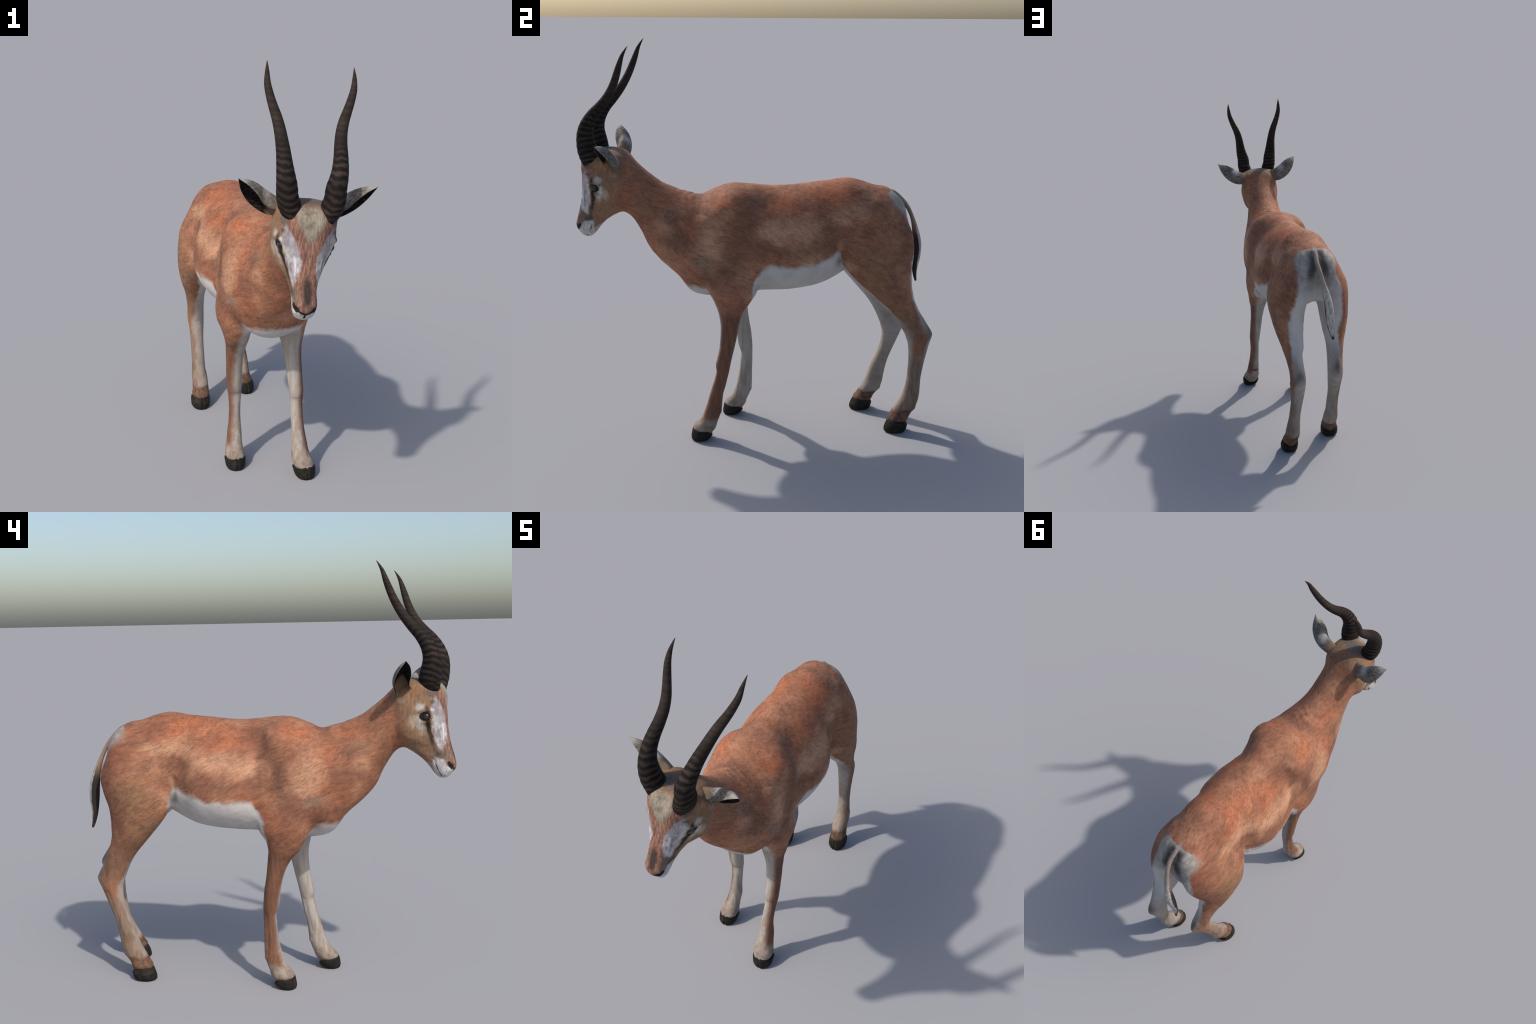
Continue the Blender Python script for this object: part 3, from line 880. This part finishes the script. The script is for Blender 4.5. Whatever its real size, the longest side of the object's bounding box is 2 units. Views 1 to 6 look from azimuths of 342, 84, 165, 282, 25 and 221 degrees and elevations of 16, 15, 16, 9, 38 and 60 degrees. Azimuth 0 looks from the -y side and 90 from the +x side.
coat_of = ["torso", "neck", "head", "fore", "fore", "hind", "hind"]
for r, nm in enumerate(names):
    idx = np.nonzero(region == r)[0]
    polys = [lv[s:s + t] for s, t in zip(ls[idx], lt[idx])]
    used = np.unique(np.concatenate(polys))
    remap = np.full(nv, -1)
    remap[used] = np.arange(len(used))
    me = bpy.data.meshes.new(nm)
    me.from_pydata(V[used].tolist(), [], [remap[p].tolist() for p in polys])
    smooth_shade(me)
    me.normals_split_custom_set_from_vertices(Nn[used].tolist())
    body_parts.append(link(nm, me, root, coats[coat_of[r]]))
head_ob = body_parts[2]

# ---------------------------------------------------------------- horns
def horn_mesh(side):
    K = np.array(HORN)
    S = spline(K, 260)
    C = S[:, :3].copy()
    C[:, 0] = side * C[:, 0] - .008 * np.clip((C[:, 2] + .08) / .08, 0, 1)
    C[:, 1] += side * .004
    T = np.gradient(C, axis=0)
    T /= np.linalg.norm(T, axis=1)[:, None]
    s = np.r_[0, np.cumsum(np.linalg.norm(np.diff(C, axis=0), axis=1))]
    n = 56
    th = np.linspace(0, 2 * np.pi, n, endpoint=False)
    rings = []
    for i in range(len(C)):
        u = np.cross(T[i], [0, 1, 0])
        u = np.array([1.0, 0, 0]) - T[i] * T[i][0]
        u /= np.linalg.norm(u)
        w = np.cross(T[i], u)
        if w[1] < 0:
            w = -w
        front = np.sin(th)
        # annular ridges, dipping towards the front, fading out up the horn
        ph = (s[i] + RING_DIP * np.clip(front, 0, 1) ** 2) / RING0
        amp = .0009 * np.clip(1.15 - s[i] / .34, 0, 1) * np.clip(s[i] / .03, 0, 1)
        ridge = amp * (.3 + .7 * (front * .5 + .5)) * np.cos(2 * np.pi * ph)
        ra, rd = S[i, 3], S[i, 4]
        L = C[i] + np.outer(np.cos(th) * (ra + ridge), u) + np.outer(front * (rd + ridge), w)
        rings.append(H(L[:, 0], L[:, 1], L[:, 2]))
    me = mesh_from_rings("horn", rings)
    smooth_shade(me)
    return me


for side in (1, -1):
    link("horn", horn_mesh(side), root, horn_mat)

# ---------------------------------------------------------------- ears: a cup swept between four guide curves
EAR = dict(
    rim1=[(.090, -.002, -.112), (.135, -.004, -.112), (.170, -.003, -.093), (.198, .009, -.057), (.236, .011, -.023), (.277, .001, .000)],
    ridge=[(.085, -.030, -.080), (.125, -.038, -.064), (.165, -.036, -.040), (.203, -.026, -.016), (.243, -.014, -.002), (.2795, .001, .002)],
    back=[(.085, -.070, -.110), (.130, -.080, -.104), (.172, -.078, -.082), (.210, -.066, -.056), (.247, -.043, -.030), (.2795, .000, .000)],
    rim2=[(.090, -.062, -.147), (.140, -.062, -.149), (.182, -.068, -.134), (.226, -.063, -.101), (.259, -.042, -.055), (.2785, -.002, -.002)],
)


def ear_mesh(side):
    n = 40
    g = {k: spline(v, n) for k, v in EAR.items()}
    rings = []
    for i in range(n):
        arc = spline([g["rim1"][i], g["ridge"][i], g["back"][i], g["rim2"][i]], 22)
        mid = (g["rim1"][i] + g["rim2"][i]) / 2
        f = i / (n - 1)
        d = mid - arc
        L = np.linalg.norm(d, axis=1)[:, None] + 1e-9
        th = .0055 * (1 - f ** 3) + .0006
        fill = np.clip(1 - f / .24, 0, 1)  # the cup closes towards its root
        edge = np.sin(np.linspace(0, np.pi, 22))[:, None]
        inner = arc + d / L * np.minimum(th * (.35 + .65 * edge), L * .45) + d * fill * .75 * edge
        ring = np.vstack([arc, inner[::-1]])
        rings.append(H(side * ring[:, 0], ring[:, 1], ring[:, 2]))
    me = mesh_from_rings("ear", rings)
    smooth_shade(me)
    for m in (ear_mat, ear_in, ear_rim):
        me.materials.append(m)
    idx = np.zeros(len(me.polygons), int)
    j = np.arange((n - 1) * 44) % 44
    row = np.arange((n - 1) * 44) // 44
    inside = (j >= 22) & (j < 43) & (row > 6)
    rim = (j == 21) | (j == 43)
    idx[: len(j)] = np.where(rim & (row > 12), 2, np.where(inside, 1, 0))
    me.polygons.foreach_set("material_index", idx)
    return me


for side in (1, -1):
    link("ear", ear_mesh(side), root)

# ---------------------------------------------------------------- eyes
for side in (1, -1):
    bm = bmesh.new()
    bmesh.ops.create_uvsphere(bm, u_segments=32, v_segments=20, radius=.019)
    me = bpy.data.meshes.new("eye")
    bm.to_mesh(me)
    bm.free()
    smooth_shade(me)
    ob = link("eye", me, head_ob, eye_mat)
    ob.location = H(side * .0955, .060, -.238)

# ---------------------------------------------------------------- tail
TAIL = [  # x, y, z, half width, half depth
    (.008, .655, 1.245, .020, .018), (.006, .700, 1.240, .0165, .016), (.012, .752, 1.202, .0125, .011), (.006, .785, 1.160, .0125, .0105),
    (-.003, .812, 1.105, .0135, .0105), (-.018, .835, 1.035, .019, .017), (-.030, .848, .965, .0245, .0245), (-.037, .850, .895, .0255, .0235),
    (-.044, .848, .830, .021, .015), (-.050, .852, .785, .014, .0095), (-.056, .860, .750, .006, .005),
]


def tail_mesh():
    S = spline(TAIL, 120)
    n = 32
    th = np.linspace(0, 2 * np.pi, n, endpoint=False)
    T = np.gradient(S[:, :3], axis=0)
    T /= np.linalg.norm(T, axis=1)[:, None]
    rings = []
    for i in range(len(S)):
        u = np.array([1.0, 0, 0]) - T[i] * T[i][0]
        u /= np.linalg.norm(u)
        w = np.cross(T[i], u)
        rings.append(S[i, :3] + np.outer(np.cos(th) * S[i, 3], u) + np.outer(np.sin(th) * S[i, 4], w))
    me = mesh_from_rings("tail", rings)
    smooth_shade(me)
    return me


link("tail", tail_mesh(), root, tail_mat)

# ---------------------------------------------------------------- hooves
# level slices of a hoof: z, y toe, y heel, x outer, x inner; then coronet height at toe, side and heel
HOOF = [
    (3, [(0, -.349, -.262, .226, .141), (.012, -.3505, -.247, .232, .132), (.040, -.3465, -.227, .235, .126), (.062, -.3405, -.221, .230, .127), (.085, -.328, -.213, .224, .126)], .071, .050, .022),
    (4, [(0, -.170, -.084, -.160, -.078), (.012, -.1715, -.069, -.166, -.071), (.040, -.167, -.049, -.168, -.066), (.062, -.1615, -.044, -.164, -.068), (.085, -.148, -.036, -.159, -.071)], .071, .050, .022),
    (5, [(0, .660, .772, .226, .140), (.012, .659, .779, .232, .132), (.040, .668, .784, .234, .130), (.065, .681, .789, .228, .130), (.085, .693, .797, .221, .130), (.110, .707, .808, .214, .130)], .098, .062, .040),
    (6, [(0, .533, .644, -.163, -.076), (.012, .532, .651, -.170, -.069), (.040, .541, .657, -.171, -.066), (.065, .553, .661, -.166, -.065), (.085, .565, .670, -.159, -.066), (.110, .579, .681, -.154, -.067)], .098, .062, .040),
]


def hoof_mesh(slices, ht, hs, hh):
    n = 96
    K = np.array(slices)
    th = np.linspace(0, 2 * np.pi, n, endpoint=False)
    cx = np.sign(np.cos(th)) * np.abs(np.cos(th)) ** .84
    cy = np.sign(np.sin(th)) * np.abs(np.sin(th)) ** .88
    fr, bk = np.clip(-np.sin(th), 0, 1), np.clip(np.sin(th), 0, 1)
    top = hs + (ht - hs) * fr ** 3 + (hh - hs) * bk ** 2 + .0012 * np.sin(7 * th + 1) * fr
    seam = np.exp(-(np.cos(th) / .09) ** 2) * (np.sin(th) < 0)
    top = top - (.022 if ht > .08 else .004) * seam
    rings = []
    for f, shrink in [(0, .30), (0, .06), (.06, .01), (.2, 0), (.4, 0), (.6, 0), (.8, 0), (.93, 0), (1.0, .035), (1.0, .14)]:
        z = f * top
        yf, yb, xo, xi = (np.interp(z, K[:, 0], K[:, q]) for q in (1, 2, 3, 4))
        narrow = 1 - .30 * fr ** 3
        deep = 1 - (.12 * seam + .08 * np.exp(-(np.cos(th) / .14) ** 2) * (np.sin(th) > 0)) * (1 - f) ** .5
        rx, ry = (xo - xi) / 2 * (1 - shrink), (yb - yf) / 2 * (1 - shrink)
        rings.append(np.column_stack([(xo + xi) / 2 + rx * cx * narrow, (yf + yb) / 2 + ry * cy * deep, z]))
    me = mesh_from_rings("hoof", rings)
    smooth_shade(me)
    return me


for r, *h in HOOF:
    link("hoof", hoof_mesh(*h), body_parts[r], hoof_mat)
